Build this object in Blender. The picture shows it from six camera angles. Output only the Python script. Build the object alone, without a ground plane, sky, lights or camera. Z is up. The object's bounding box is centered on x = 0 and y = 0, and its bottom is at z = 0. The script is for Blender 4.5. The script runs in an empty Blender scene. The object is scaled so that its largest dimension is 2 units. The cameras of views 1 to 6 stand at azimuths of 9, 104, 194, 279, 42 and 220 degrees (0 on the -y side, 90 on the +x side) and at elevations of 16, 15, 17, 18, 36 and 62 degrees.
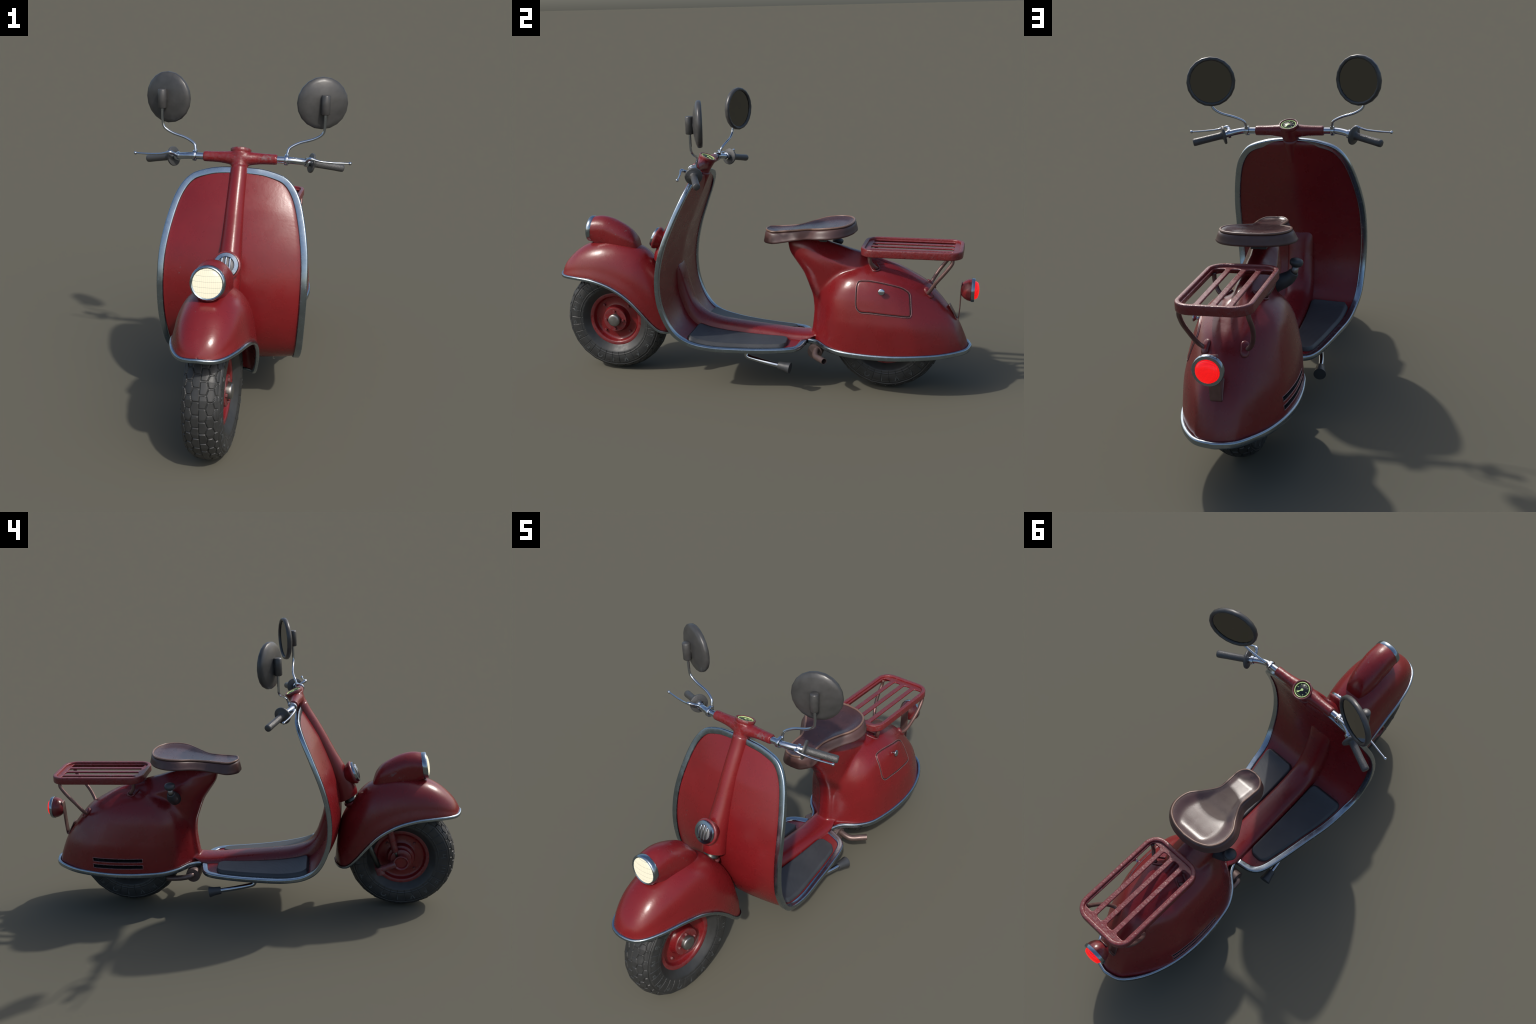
import bpy, bmesh, math, random
import numpy as np
from mathutils import Vector, Matrix
from mathutils.bvhtree import BVHTree

random.seed(7)
rng = np.random.default_rng(7)
scene = bpy.context.scene
COL = scene.collection

# ------------------------------------------------------------------ helpers
def V3(*a): return np.array(a, float)
def unit(v):
    v = np.asarray(v, float); return v / (np.linalg.norm(v) + 1e-12)

def catmull(cp, n=10, closed=False):
    cp = np.asarray(cp, float)
    if closed: P = np.vstack([cp[-1:], cp, cp[:2]])
    else: P = np.vstack([2*cp[0]-cp[1], cp, 2*cp[-1]-cp[-2]])
    out = []
    for i in range(1, len(P)-2):
        a, b, c, d = P[i-1:i+3]
        for t in np.linspace(0, 1, n, endpoint=False):
            out.append(.5*(2*b+(c-a)*t+(2*a-5*b+4*c-d)*t*t+(-a+3*b-3*c+d)*t**3))
    if not closed: out.append(cp[-1])
    return np.array(out)

def resample(P, n, closed=False):
    P = np.asarray(P, float)
    if closed: P = np.vstack([P, P[:1]])
    L = np.r_[0, np.cumsum(np.linalg.norm(np.diff(P, axis=0), axis=1))]
    t = np.linspace(0, L[-1], n+1 if closed else n)
    R = np.stack([np.interp(t, L, P[:, k]) for k in range(P.shape[1])], 1)
    return R[:-1] if closed else R

ROOT = bpy.data.objects.new("motor_scooter", None)
ROOT.empty_display_size = .2
COL.objects.link(ROOT)
ROOT["label"] = "vintage red motor scooter with chrome trim, brown saddle, two mirrors"
ROOT["category"] = "motor scooter"

def finish(name, mesh, mat, parent=None, smooth=True, angle=None, fixnormals=True):
    if fixnormals:
        bm = bmesh.new(); bm.from_mesh(mesh)
        bmesh.ops.recalc_face_normals(bm, faces=bm.faces)
        bm.to_mesh(mesh); bm.free()
    mesh.name = name
    ob = bpy.data.objects.new(name, mesh)
    COL.objects.link(ob)
    if mat and not mesh.materials: mesh.materials.append(mat)
    if smooth:
        if angle is None:
            mesh.polygons.foreach_set("use_smooth", [True]*len(mesh.polygons))
        else:
            mesh.shade_smooth() if hasattr(mesh, "shade_smooth") else None
            mesh.polygons.foreach_set("use_smooth", [True]*len(mesh.polygons))
            mesh.set_sharp_from_angle(angle=math.radians(angle))
    ob.parent = parent or ROOT
    return ob

def raw(verts, faces):
    me = bpy.data.meshes.new("m")
    me.from_pydata([tuple(v) for v in np.asarray(verts, float)], [], faces)
    me.validate(); me.update()
    return me

def gridfaces(nu, nv, cu=False, cv=False, off=0):
    f = []
    for i in range(nu if cu else nu-1):
        for j in range(nv if cv else nv-1):
            a = i*nv+j; b = i*nv+(j+1) % nv
            c = ((i+1) % nu)*nv+(j+1) % nv; d = ((i+1) % nu)*nv+j
            f.append((off+a, off+b, off+c, off+d))
    return f

class MB:
    """collects several shapes into one mesh"""
    def __init__(s): s.v = []; s.f = []
    def add(s, v, f):
        o = len(s.v); s.v.extend([tuple(x) for x in np.asarray(v, float)])
        s.f.extend([tuple(o+i for i in q) for q in f]); return s
    def grid(s, G, cu=False, cv=False, cap0=False, cap1=False):
        G = np.asarray(G, float); nu, nv = G.shape[:2]
        f = gridfaces(nu, nv, cu, cv)
        v = G.reshape(-1, 3)
        if cap0: f.append(tuple(range(nv))[::-1])
        if cap1: f.append(tuple(range((nu-1)*nv, nu*nv)))
        return s.add(v, f)
    def tube(s, path, r, seg=12, closed=False, caps=True):
        path = np.asarray(path, float); n = len(path)
        r = np.broadcast_to(np.asarray(r, float), (n,))
        if closed: T = np.roll(path, -1, 0)-np.roll(path, 1, 0)
        else: T = np.gradient(path, axis=0)
        T /= np.linalg.norm(T, axis=1)[:, None]+1e-12
        ref = V3(0, 0, 1) if abs(T[0][2]) < .9 else V3(1, 0, 0)
        N = unit(ref-T[0]*(ref@T[0])); G = []
        a = np.linspace(0, 2*np.pi, seg, endpoint=False)
        for i in range(n):
            N = unit(N-T[i]*(N@T[i])); B = np.cross(T[i], N)
            G.append(path[i]+r[i]*(np.cos(a)[:, None]*N+np.sin(a)[:, None]*B))
        return s.grid(np.array(G), cu=closed, cv=True, cap0=caps and not closed, cap1=caps and not closed)
    def revolve(s, prof, origin, axis, seg=32, up=None, closed=False, caps=True, facet=None):
        """prof: list of (along, radius)"""
        o = np.asarray(origin, float); A = unit(axis)
        up = np.asarray(up if up is not None else ((0, 0, 1) if abs(A[2]) < .9 else (0, 1, 0)), float)
        U = unit(up-A*(up@A)); W = np.cross(A, U)
        a = np.linspace(0, 2*np.pi, seg, endpoint=False)
        G = [o+A*h+r*(np.cos(a)[:, None]*U+np.sin(a)[:, None]*W) for h, r in prof]
        return s.grid(np.array(G), cu=closed, cv=True, cap0=caps and not closed, cap1=caps and not closed)
    def sweep(s, path, frames, prof, closed=False, caps=True):
        """frames: (n,2,3) axes; prof: (k,2) closed section"""
        prof = np.asarray(prof, float)
        G = np.asarray(path)[:, None, :]+prof[None, :, 0:1]*frames[:, None, 0]+prof[None, :, 1:2]*frames[:, None, 1]
        return s.grid(G, cu=closed, cv=True, cap0=caps and not closed, cap1=caps and not closed)
    def box(s, c, sx, sy, sz, R=None):
        v = np.array([[x, y, z] for x in (-.5, .5) for y in (-.5, .5) for z in (-.5, .5)])*V3(sx, sy, sz)
        if R is not None: v = v @ np.asarray(R).T
        f = [(0, 1, 3, 2), (4, 6, 7, 5), (0, 4, 5, 1), (2, 3, 7, 6), (0, 2, 6, 4), (1, 5, 7, 3)]
        return s.add(v+np.asarray(c), f)
    def mesh(s): return raw(s.v, s.f)

def rrect(w, h, r, n=4):
    """rounded-rectangle closed section, centred"""
    out = []
    for cx, cy, a0 in ((w/2-r, h/2-r, 0), (-w/2+r, h/2-r, 90), (-w/2+r, -h/2+r, 180), (w/2-r, -h/2+r, 270)):
        for k in range(n+1):
            a = math.radians(a0+90*k/n); out.append((cx+r*math.cos(a), cy+r*math.sin(a)))
    return np.array(out)

def apply_mods(ob):
    dg = bpy.context.evaluated_depsgraph_get()
    me = bpy.data.meshes.new_from_object(ob.evaluated_get(dg))
    old = ob.data; ob.modifiers.clear(); ob.data = me
    return ob

def remeshed(name, mesh, mat, voxel, smooth_iter, parent=None, factor=.5, extra=None):
    ob = finish(name, mesh, mat, parent)
    m = ob.modifiers.new("r", 'REMESH'); m.mode = 'VOXEL'; m.voxel_size = voxel; m.use_smooth_shade = True
    if smooth_iter:
        k = ob.modifiers.new("s", 'SMOOTH'); k.factor = factor; k.iterations = smooth_iter
    if extra: extra(ob)
    apply_mods(ob)
    ob.data.name = name
    if not ob.data.materials: ob.data.materials.append(mat)
    ob.data.polygons.foreach_set("use_smooth", [True]*len(ob.data.polygons))
    return ob

def bevel_mod(ob, w, seg=2, ang=40):
    b = ob.modifiers.new("b", 'BEVEL'); b.width = w; b.segments = seg; b.limit_method = 'ANGLE'; b.angle_limit = math.radians(ang)
    apply_mods(ob)
    ob.data.polygons.foreach_set("use_smooth", [True]*len(ob.data.polygons))
    ob.data.set_sharp_from_angle(angle=math.radians(50))
    return ob

# ------------------------------------------------------------------ materials
class NT:
    def __init__(s, name):
        s.m = bpy.data.materials.new(name); s.m.use_nodes = True
        s.t = s.m.node_tree; s.n = s.t.nodes; s.b = s.n["Principled BSDF"]
        s.tc = s.n.new("ShaderNodeTexCoord")
    def link(s, a, b): s.t.links.new(a, b)
    def coord(s, scale=(1, 1, 1)):
        mp = s.n.new("ShaderNodeMapping"); mp.inputs["Scale"].default_value = scale
        s.link(s.tc.outputs["Object"], mp.inputs["Vector"]); return mp.outputs["Vector"]
    def noise(s, scale, detail=4, rough=.55, stretch=(1, 1, 1)):
        t = s.n.new("ShaderNodeTexNoise"); t.inputs["Scale"].default_value = scale
        t.inputs["Detail"].default_value = detail; t.inputs["Roughness"].default_value = rough
        s.link(s.coord(stretch), t.inputs["Vector"]); return t.outputs["Fac"]
    def ramp(s, fac, *stops):
        r = s.n.new("ShaderNodeValToRGB"); e = r.color_ramp.elements
        while len(e) < len(stops): e.new(.5)
        for k, (p, c) in zip(e, stops):
            k.position = p; k.color = (*c, 1) if len(c) == 3 else c
        s.link(fac, r.inputs["Fac"]); return r.outputs["Color"]
    def gray(s, fac, a, b, lo=0., hi=1.):
        m = s.n.new("ShaderNodeMapRange"); m.inputs["From Min"].default_value = a; m.inputs["From Max"].default_value = b
        m.inputs["To Min"].default_value = lo; m.inputs["To Max"].default_value = hi
        s.link(fac, m.inputs["Value"]); return m.outputs["Result"]
    def math(s, op, a, b):
        m = s.n.new("ShaderNodeMath"); m.operation = op
        for i, x in enumerate((a, b)):
            if isinstance(x, (int, float)): m.inputs[i].default_value = x
            else: s.link(x, m.inputs[i])
        m.use_clamp = op in ('MULTIPLY', 'ADD')
        return m.outputs[0]
    def mix(s, fac, a, b):
        m = s.n.new("ShaderNodeMix"); m.data_type = 'RGBA'
        for sock, x in ((m.inputs["Factor"], fac), (m.inputs["A"], a), (m.inputs["B"], b)):
            pass
        def put(sock, x):
            if isinstance(x, (int, float)): sock.default_value = x
            elif isinstance(x, tuple): sock.default_value = (*x, 1)
            else: s.link(x, sock)
        put(m.inputs[0], fac); put(m.inputs[6], a); put(m.inputs[7], b)
        return m.outputs[2]
    def pointy(s, a=.52, b=.6):
        g = s.n.new("ShaderNodeNewGeometry"); return s.gray(g.outputs["Pointiness"], a, b)
    def bump(s, h, strength=.2, dist=.002, prev=None):
        b = s.n.new("ShaderNodeBump"); b.inputs["Strength"].default_value = strength; b.inputs["Distance"].default_value = dist
        s.link(h, b.inputs["Height"])
        if prev is not None: s.link(prev, b.inputs["Normal"])
        return b.outputs["Normal"]
    def set(s, **k):
        nm = dict(color="Base Color", rough="Roughness", metal="Metallic", normal="Normal", coat="Coat Weight",
                  coatr="Coat Roughness", emis="Emission Color", emstr="Emission Strength", spec="Specular IOR Level")
        for a, x in k.items():
            i = s.b.inputs[nm[a]]
            if isinstance(x, (int, float)): i.default_value = x
            elif isinstance(x, tuple): i.default_value = (*x, 1)
            else: s.link(x, i)
        return s.m

def paint(name, wear=.0, chips=.67, bumpy=.10, top=0.):
    t = NT(name)
    base = t.ramp(t.noise(5, 3), (.3, (.140, .0074, .0094)), (.7, (.170, .0088, .0112)))
    fine = t.noise(260, 2)
    base = t.mix(t.gray(fine, .35, .75, 0, .22), base, (.125, .012, .015))
    scuff = (.135, .088, .092)
    n1 = t.noise(38, 5, .7); n2 = t.noise(9, 3, .6)
    chip = t.math('MULTIPLY', t.gray(n1, chips, chips+.05), t.gray(n2, .5, .6))
    edge = t.math('MULTIPLY', t.pointy(), t.gray(t.noise(60, 4, .7), .35, .6))
    msk = t.math('ADD', chip, edge)
    if wear: msk = t.math('ADD', msk, t.math('MULTIPLY', t.gray(t.noise(75, 5, .75), .46, .62), wear))
    if top:      # handled upper faces are rubbed dull grey
        g = t.n.new("ShaderNodeNewGeometry"); sp = t.n.new("ShaderNodeSeparateXYZ"); t.link(g.outputs["Normal"], sp.inputs[0])
        up = t.gray(sp.outputs["Z"], .35, .9)
        msk = t.math('ADD', msk, t.math('MULTIPLY', up, t.gray(t.noise(120, 4, .7), .36, .60, top*.35, top)))
    col = t.mix(t.math('MULTIPLY', msk, .75), base, scuff)
    r = t.math('ADD', t.gray(t.noise(14, 5, .65), .3, .7, .22, .35), t.math('MULTIPLY', msk, .12))
    nb = t.bump(t.noise(70, 3, .6), bumpy, .0026)
    nb = t.bump(t.noise(480, 2, .5), .10, .0006, nb)
    if wear: nb = t.bump(t.noise(150, 4, .7), .55*wear+.2, .002, nb)
    return t.set(color=col, rough=r, normal=nb, spec=.5)

M_RED = paint("red_paint")
M_RACK = paint("worn_red_paint", wear=.12, chips=.60, bumpy=.7, top=.34)
M_HEAD = paint("scuffed_red_paint", wear=.05, chips=.60)

def chrome(name, c=(.40, .46, .52), rough=.2):
    t = NT(name)
    col = t.ramp(t.noise(22, 5, .65), (.3, tuple(x*.82 for x in c)), (.7, c))
    r = t.gray(t.noise(40, 5, .7), .3, .75, rough*.7, rough*1.5)
    return t.set(color=col, metal=1., rough=r, normal=t.bump(t.noise(90, 2), .035, .0008))
M_TRIM = chrome("chrome_trim", (.33, .40, .46), .22)
M_CHROME = chrome("polished_chrome", (.48, .53, .60), .13)

def steel(name, c, rough=.45, metal=.9):
    t = NT(name)
    col = t.ramp(t.noise(30, 5, .7), (.3, tuple(x*.7 for x in c)), (.7, c))
    return t.set(color=col, metal=metal, rough=t.gray(t.noise(50, 4), .3, .7, rough*.8, rough*1.2), normal=t.bump(t.noise(200, 3), .1, .0008))
M_HUB = steel("dull_steel", (.30, .29, .28), .38)
M_FORKTUBE = steel("dark_steel", (.10, .11, .10), .4)
M_STRUT = steel("worn_bracket_paint", (.20, .115, .105), .38, .55)
M_VLIP = steel("pale_vent_edge", (.27, .13, .13), .28, .45)  # pale pink, lighter than the body red, along the slot rims
M_EXH = steel("exhaust_steel", (.17, .12, .11), .42, .6)

def rubber(name, c, rough=.6, grain=300, bs=.2):
    t = NT(name)
    col = t.ramp(t.noise(25, 5, .65), (.3, tuple(x*.75 for x in c)), (.72, tuple(min(1, x*1.25) for x in c)))
    return t.set(color=col, rough=t.gray(t.noise(40, 4), .3, .7, rough*.85, rough*1.15), normal=t.bump(t.noise(grain, 3), bs, .001))
M_TYRE = rubber("tyre_rubber", (.026, .027, .027), .48, 220, .25)
M_LETTER = rubber("tyre_lettering", (.052, .058, .059), .6)
M_BLACK = rubber("black_plastic", (.034, .037, .041), .5)
M_MIRROR = rubber("mirror_shell", (.046, .046, .046), .36, 160, .12)
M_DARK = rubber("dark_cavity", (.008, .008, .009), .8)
M_HUBRED = paint("wheel_red_paint", wear=.06)

def grip_mat():
    t = NT("grip_rubber")
    v = t.n.new("ShaderNodeTexVoronoi"); v.inputs["Scale"].default_value = 420
    t.link(t.coord((.6, 1, 1)), v.inputs["Vector"])
    n = t.bump(v.outputs["Distance"], .6, .0012)
    return t.set(color=(.052, .053, .054), rough=.38, normal=n)  # base grey lightened for the sparkle of sun on the grips
M_GRIP = grip_mat()

def mat_mat():
    t = NT("floor_mat_rubber")
    v = t.n.new("ShaderNodeTexVoronoi"); v.inputs["Scale"].default_value = 300; v.inputs["Randomness"].default_value = .25
    t.link(t.coord((1, .75, 1)), v.inputs["Vector"])
    n = t.bump(t.gray(v.outputs["Distance"], .05, .5), .40, .0010)
    col = t.ramp(t.noise(12, 4), (.3, (.031, .034, .038)), (.7, (.043, .046, .050)))
    return t.set(color=col, rough=.46, normal=n)
M_MAT = mat_mat()

def leather(name, a, b, rough):
    t = NT(name)
    col = t.ramp(t.noise(18, 5, .6), (.3, a), (.72, b))
    sp = t.gray(t.noise(420, 2), .64, .7)
    col = t.mix(t.math('MULTIPLY', sp, .25), col, (.02, .012, .012))
    v = t.n.new("ShaderNodeTexVoronoi"); v.inputs["Scale"].default_value = 420
    t.link(t.coord(), v.inputs["Vector"])
    return t.set(color=col, rough=t.gray(t.noise(25, 4), .3, .7, rough*.85, rough*1.2), normal=t.bump(v.outputs["Distance"], .12, .0008))
M_SEAT = leather("brown_leather", (.046, .021, .021), (.064, .030, .029), .25)
M_SEATSIDE = leather("dark_brown_leather", (.062, .029, .027), (.085, .042, .038), .42)
M_PIPE = leather("tan_piping", (.145, .080, .057), (.19, .112, .082), .34)

def lens(name, c, strength, line, sy, sx, lw):
    """glowing ribbed lens: vertical flutes (x) and horizontal bars (z)"""
    t = NT(name)
    sep = t.n.new("ShaderNodeSeparateXYZ"); t.link(t.tc.outputs["Object"], sep.inputs[0])
    def bars(out, freq, w):
        f = t.math('MULTIPLY', out, 1.0); f = t.n.new("ShaderNodeMath"); f.operation = 'MULTIPLY_ADD'
        t.link(out, f.inputs[0]); f.inputs[1].default_value = freq; f.inputs[2].default_value = 100.5
        g = t.n.new("ShaderNodeMath"); g.operation = 'FRACT'; t.link(f.outputs[0], g.inputs[0])
        h = t.n.new("ShaderNodeMath"); h.operation = 'LESS_THAN'; t.link(g.outputs[0], h.inputs[0]); h.inputs[1].default_value = w
        return h.outputs[0]
    m1 = t.math('MULTIPLY', bars(sep.outputs["Z"], sy, lw*.85), .60)
    m2 = t.math('MULTIPLY', bars(sep.outputs["X"], sx, lw*1.6), .26)
    m = t.math('ADD', m1, m2)
    col = t.mix(m, c, line)
    return t.set(color=(0.02, 0.02, 0.02), rough=.3, emis=col, emstr=strength)
M_LENS = lens("headlight_glass", (1., .93, .70), 1.0, (.25, .27, .22), 52, 145, .07)
M_TAIL = lens("tail_light_glass", (1., .004, .004), 1.0, (.35, .0, .0), 260, 260, .22)

def glass():
    t = NT("mirror_glass"); return t.set(color=(.155, .155, .148), metal=1., rough=.04)
M_GLASS = glass()
def plain(name, c, rough=.5, e=0):
    t = NT(name); n = t.noise(30, 3)
    col = t.ramp(n, (.3, tuple(x*.85 for x in c)), (.7, c))
    return t.set(color=col, rough=rough, **(dict(emis=c, emstr=e) if e else {}))
M_DIAL = plain("dial_face", (.008, .009, .013), .35)
M_GLOW = plain("dial_marks", (.50, .66, .26), .5, .18)
M_DIM = plain("dial_numerals", (.18, .26, .12), .5, .04)
M_GRILLE = plain("horn_mesh", (.16, .16, .17), .45)

# ------------------------------------------------------------------ leg shield and floor
EDGE = [(0.0, -.262, .984), (.06, -.262, .983), (.12, -.261, .974), (.191, -.267, .947), (.238, -.291, .887), (.268, -.331, .794),
        (.288, -.375, .681), (.293, -.401, .573), (.291, -.407, .474), (.285, -.393, .381), (.275, -.350, .286),
        (.259, -.285, .232), (.246, -.19, .208), (.222, -.071, .198), (.199, .054, .195), (.173, .165, .197),
        (.135, .210, .199), (.062, .229, .209)]
edge = resample(catmull(EDGE, 14), 220)

CENTRE = resample(catmull([(0, -.262, .985), (0, -.293, .87), (0, -.35, .744), (0, -.395, .6), (0, -.41, .474), (0, -.394, .38),
                           (0, -.350, .286), (0, -.285, .232), (0, -.19, .208), (0, -.05, .197), (0, .1, .195), (0, .21, .200)], 14), 200)
cT = np.gradient(CENTRE, axis=0); cT /= np.linalg.norm(cT, axis=1)[:, None]
cN = np.stack([np.zeros(len(cT)), cT[:, 2], -cT[:, 1]], 1)      # points to front / below
frac = np.linspace(0, 1, len(CENTRE))
def centre_idx(P): return int(np.argmin(((CENTRE[:, 1:]-np.asarray(P)[1:])**2).sum(1)))
def smoothstep(x, a, b):
    t = np.clip((x-a)/(b-a), 0, 1); return t*t*(3-2*t)

SH_T = .0045
def sheet(t, x, side):
    """surface point of the pressed sheet. t: 0..1 down the edge curve, side -1 rear/top, +1 front/under"""
    i = t*(len(edge)-1); k = min(int(i), len(edge)-2); P = edge[k]+(edge[k+1]-edge[k])*(i-k)
    hw = max(P[0], 1e-4); s = abs(x)/hw
    n = cN[centre_idx(P)]
    full = min(1, hw/.26)
    if side > 0:
        amp = (.030*(1-smoothstep(t, .50, .72))+.004)*full**2
        q = min(max((1-s)*hw-.028, 0)/max(hw-.028, .02), 1); off = SH_T+amp*(1-(1-q)**2)
    else:
        amp = (.018+.007*smoothstep(t, .55, .7))*min(1, hw/.1)
        q = max((1-s)*hw-.028, 0)/max(hw-.028, .02); off = -(SH_T+amp*(math.sqrt(q*q+.02)-math.sqrt(.02))/(math.sqrt(1.02)-math.sqrt(.02)))
    return V3(x, P[1], P[2])+n*off

ns = 41; ss = np.sin(np.linspace(-np.pi/2, np.pi/2, ns))
ts = np.linspace(0.004, 1, 200)
def hwid(t): return np.interp(t*(len(edge)-1), np.arange(len(edge)), edge[:, 0])
mb = MB()
F = np.array([[sheet(t, s*hwid(t), +1) for s in ss] for t in ts])
R = np.array([[sheet(t, s*hwid(t), -1) for s in ss[::-1]] for t in ts])
mb.grid(np.concatenate([F, R], 1), cv=True, cap0=True, cap1=True)
shield = finish("leg_shield", mb.mesh(), M_RED)

def frames_for(path, centre_lo, centre_hi):
    T = np.gradient(path, axis=0); T /= np.linalg.norm(T, axis=1)[:, None]+1e-12
    fr = []
    for P, t in zip(path, T):
        k = min(max(centre_idx(P), centre_lo), centre_hi)
        C = CENTRE[k]
        I = unit((C-P)-t*((C-P)@t)); N = unit(np.cross(t, I))
        fr.append((I, N))
    return np.array(fr)

# trim runs from steering column round both sides
tp = resample(edge[int(np.argmax(edge[:, 0] > .014)):], 150)
lo = int(.20*len(CENTRE)); hi = int(.90*len(CENTRE))
fr = frames_for(tp, lo, hi)
for k in range(4):   # soften the frame where it turns
    fr[1:-1] = (fr[:-2]+fr[1:-1]*2+fr[2:])/4
prof = rrect(.028, .021, .0055, 4); prof[:, 0] += .0105
mb = MB()
for sx in (1, -1):
    S = V3(sx, 1, 1)
    mb.sweep(tp*S, fr*S, prof)
finish("shield_trim", mb.mesh(), M_TRIM, shield)

# rubber mats
def mat_mesh(sx):
    tA = [t for t in np.linspace(.3, 1, 900) if np.interp(t*(len(edge)-1), np.arange(len(edge)), edge[:, 1]) > -.305 and
          np.interp(t*(len(edge)-1), np.arange(len(edge)), edge[:, 2]) < .3]
    ya = lambda t: np.interp(t*(len(edge)-1), np.arange(len(edge)), edge[:, 1])
    t0 = min(tA, key=lambda t: abs(ya(t)+.303)); t1 = min(tA, key=lambda t: abs(ya(t)-.152))
    nb, na = 60, 22; G = []; L = .455
    rows = np.concatenate([[0], 1-np.cos(np.linspace(.06, np.pi-.06, nb-2))*1.0, [2]])/2
    for b in rows:
        t = t0+(t1-t0)*b
        d = min(b, 1-b)*L; rc = .034
        cut = 0 if d > rc else rc-math.sqrt(max(rc*rc-(rc-d)**2, 0))
        inner = .064-.006*(1-b); outer = hwid(t)-.030
        if b > .9: outer = min(outer, .178)
        xs = np.linspace(inner+cut, outer-cut, na)
        row = []
        for j, x in enumerate(xs):
            e = min(abs(x-(inner+cut)), abs(outer-cut-x), d)
            h = .019*min(1, math.sqrt(max(0, 1-(1-min(1, e/.007))**2)))
            p = sheet(t, x, -1); n = cN[centre_idx(p)]
            row.append(p-n*(h-.001))
        G.append(row)
    G = np.array(G)*V3(sx, 1, 1)
    m = MB(); m.grid(G); return m.mesh()
finish("floor_mat", mat_mesh(1), M_MAT); finish("floor_mat", mat_mesh(-1), M_MAT)

# ------------------------------------------------------------------ rear body (with floor tunnel)
zc_pts = np.array([(.20, .722), (.25, .715), (.29, .692), (.337, .671), (.375, .661), (.42, .647), (.47, .634), (.53, .616), (.59, .596), (.655, .572),
                   (.727, .534), (.775, .505), (.818, .462), (.867, .403), (.914, .333), (.946, .26), (.960, .215), (.964, .195)])
zcS = catmull(zc_pts, 8)
def crest_y(z): return np.interp(z, zcS[::-1, 1], zcS[::-1, 0])
def crest_z(y): return np.interp(y, zcS[:, 0], zcS[:, 1])
yf_pts = catmull(np.array([(.19, .222), (.22, .236), (.25, .245), (.30, .252), (.36, .2565), (.42, .2505), (.46, .237), (.50, .222), (.532, .208), (.574, .180),
                   (.62, .149), (.655, .139), (.69, .136), (.722, .137)]), 6)
def front_y(z): return np.interp(z, yf_pts[:, 0], yf_pts[:, 1])
def I1(tab):
    c = catmull(np.array(tab, float), 8); return lambda x: np.interp(x, c[:, 0], c[:, 1])
neck = I1([(.19, .062), (.25, .064), (.35, .068), (.45, .071), (.55, .075), (.60, .071), (.65, .060), (.72, .055)])
cowlW = I1([(.19, .196), (.25, .196), (.33, .193), (.38, .185), (.43, .175), (.46, .168), (.49, .158), (.51, .148), (.53, .134), (.55, .112), (.565, .09), (.578, .06), (.588, .0)])
cowlF = I1([(.19, .264), (.25, .268), (.30, .272), (.36, .276), (.42, .284), (.46, .298), (.50, .324), (.54, .369), (.56, .42), (.575, .47), (.588, .52)])
shapeS = I1([(0, 0), (.02, .22), (.05, .42), (.10, .66), (.15, .80), (.20, .89), (.26, .945), (.33, .975), (.43, 1), (.55, .995), (.68, .935), (.76, .84), (.83, .72), (.90, .57), (.95, .42), (.98, .27), (1, 0)])
def smax(a, b, k):
    h = np.clip(.5+.5*(a-b)/k, 0, 1); return b*(1-h)+a*h+k*h*(1-h)
def body_half(y, z):
    yf, yr = front_y(z), crest_y(z)
    n = neck(z)
    fr_ = np.clip((y-yf)/(1.75*n), 0, 1); sp = n*np.sqrt(np.clip(1-(1-fr_)**2, 0, 1))
    d = np.clip(crest_z(y)-z, 0, None); narrow = 1-.25*smoothstep(y, .45, .7)
    sp = sp*np.sqrt(np.clip(d/.065, 0, 1))*narrow
    u = np.clip((y-cowlF(z))/(yr-.004-cowlF(z)), 0, 1)
    cw = cowlW(z)*shapeS(u)
    k = .055
    return np.where((y <= yf+1e-6) | (y >= yr-1e-6), 0, smax(sp, cw, k)*np.sqrt(np.clip((y-yf)/.004, 0, 1).clip(0, 1))*np.sqrt(np.clip((yr-y)/.006, 0, 1)))
zs = np.concatenate([np.linspace(.196, .56, 62), np.linspace(.565, .72, 40)])
ny = 120
G = []
for z in zs:
    yf, yr = front_y(z), crest_y(z)
    y = yf+(yr-yf)*(1-np.cos(np.linspace(0, np.pi, ny)))/2
    x = body_half(y, z)
    G.append(np.concatenate([np.stack([x, y, np.full(ny, z)], 1), np.stack([-x, y, np.full(ny, z)], 1)[::-1][1:-1]]))
bodymb = MB(); bodymb.grid(np.array(G), cv=True, cap0=True, cap1=True)
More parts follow.
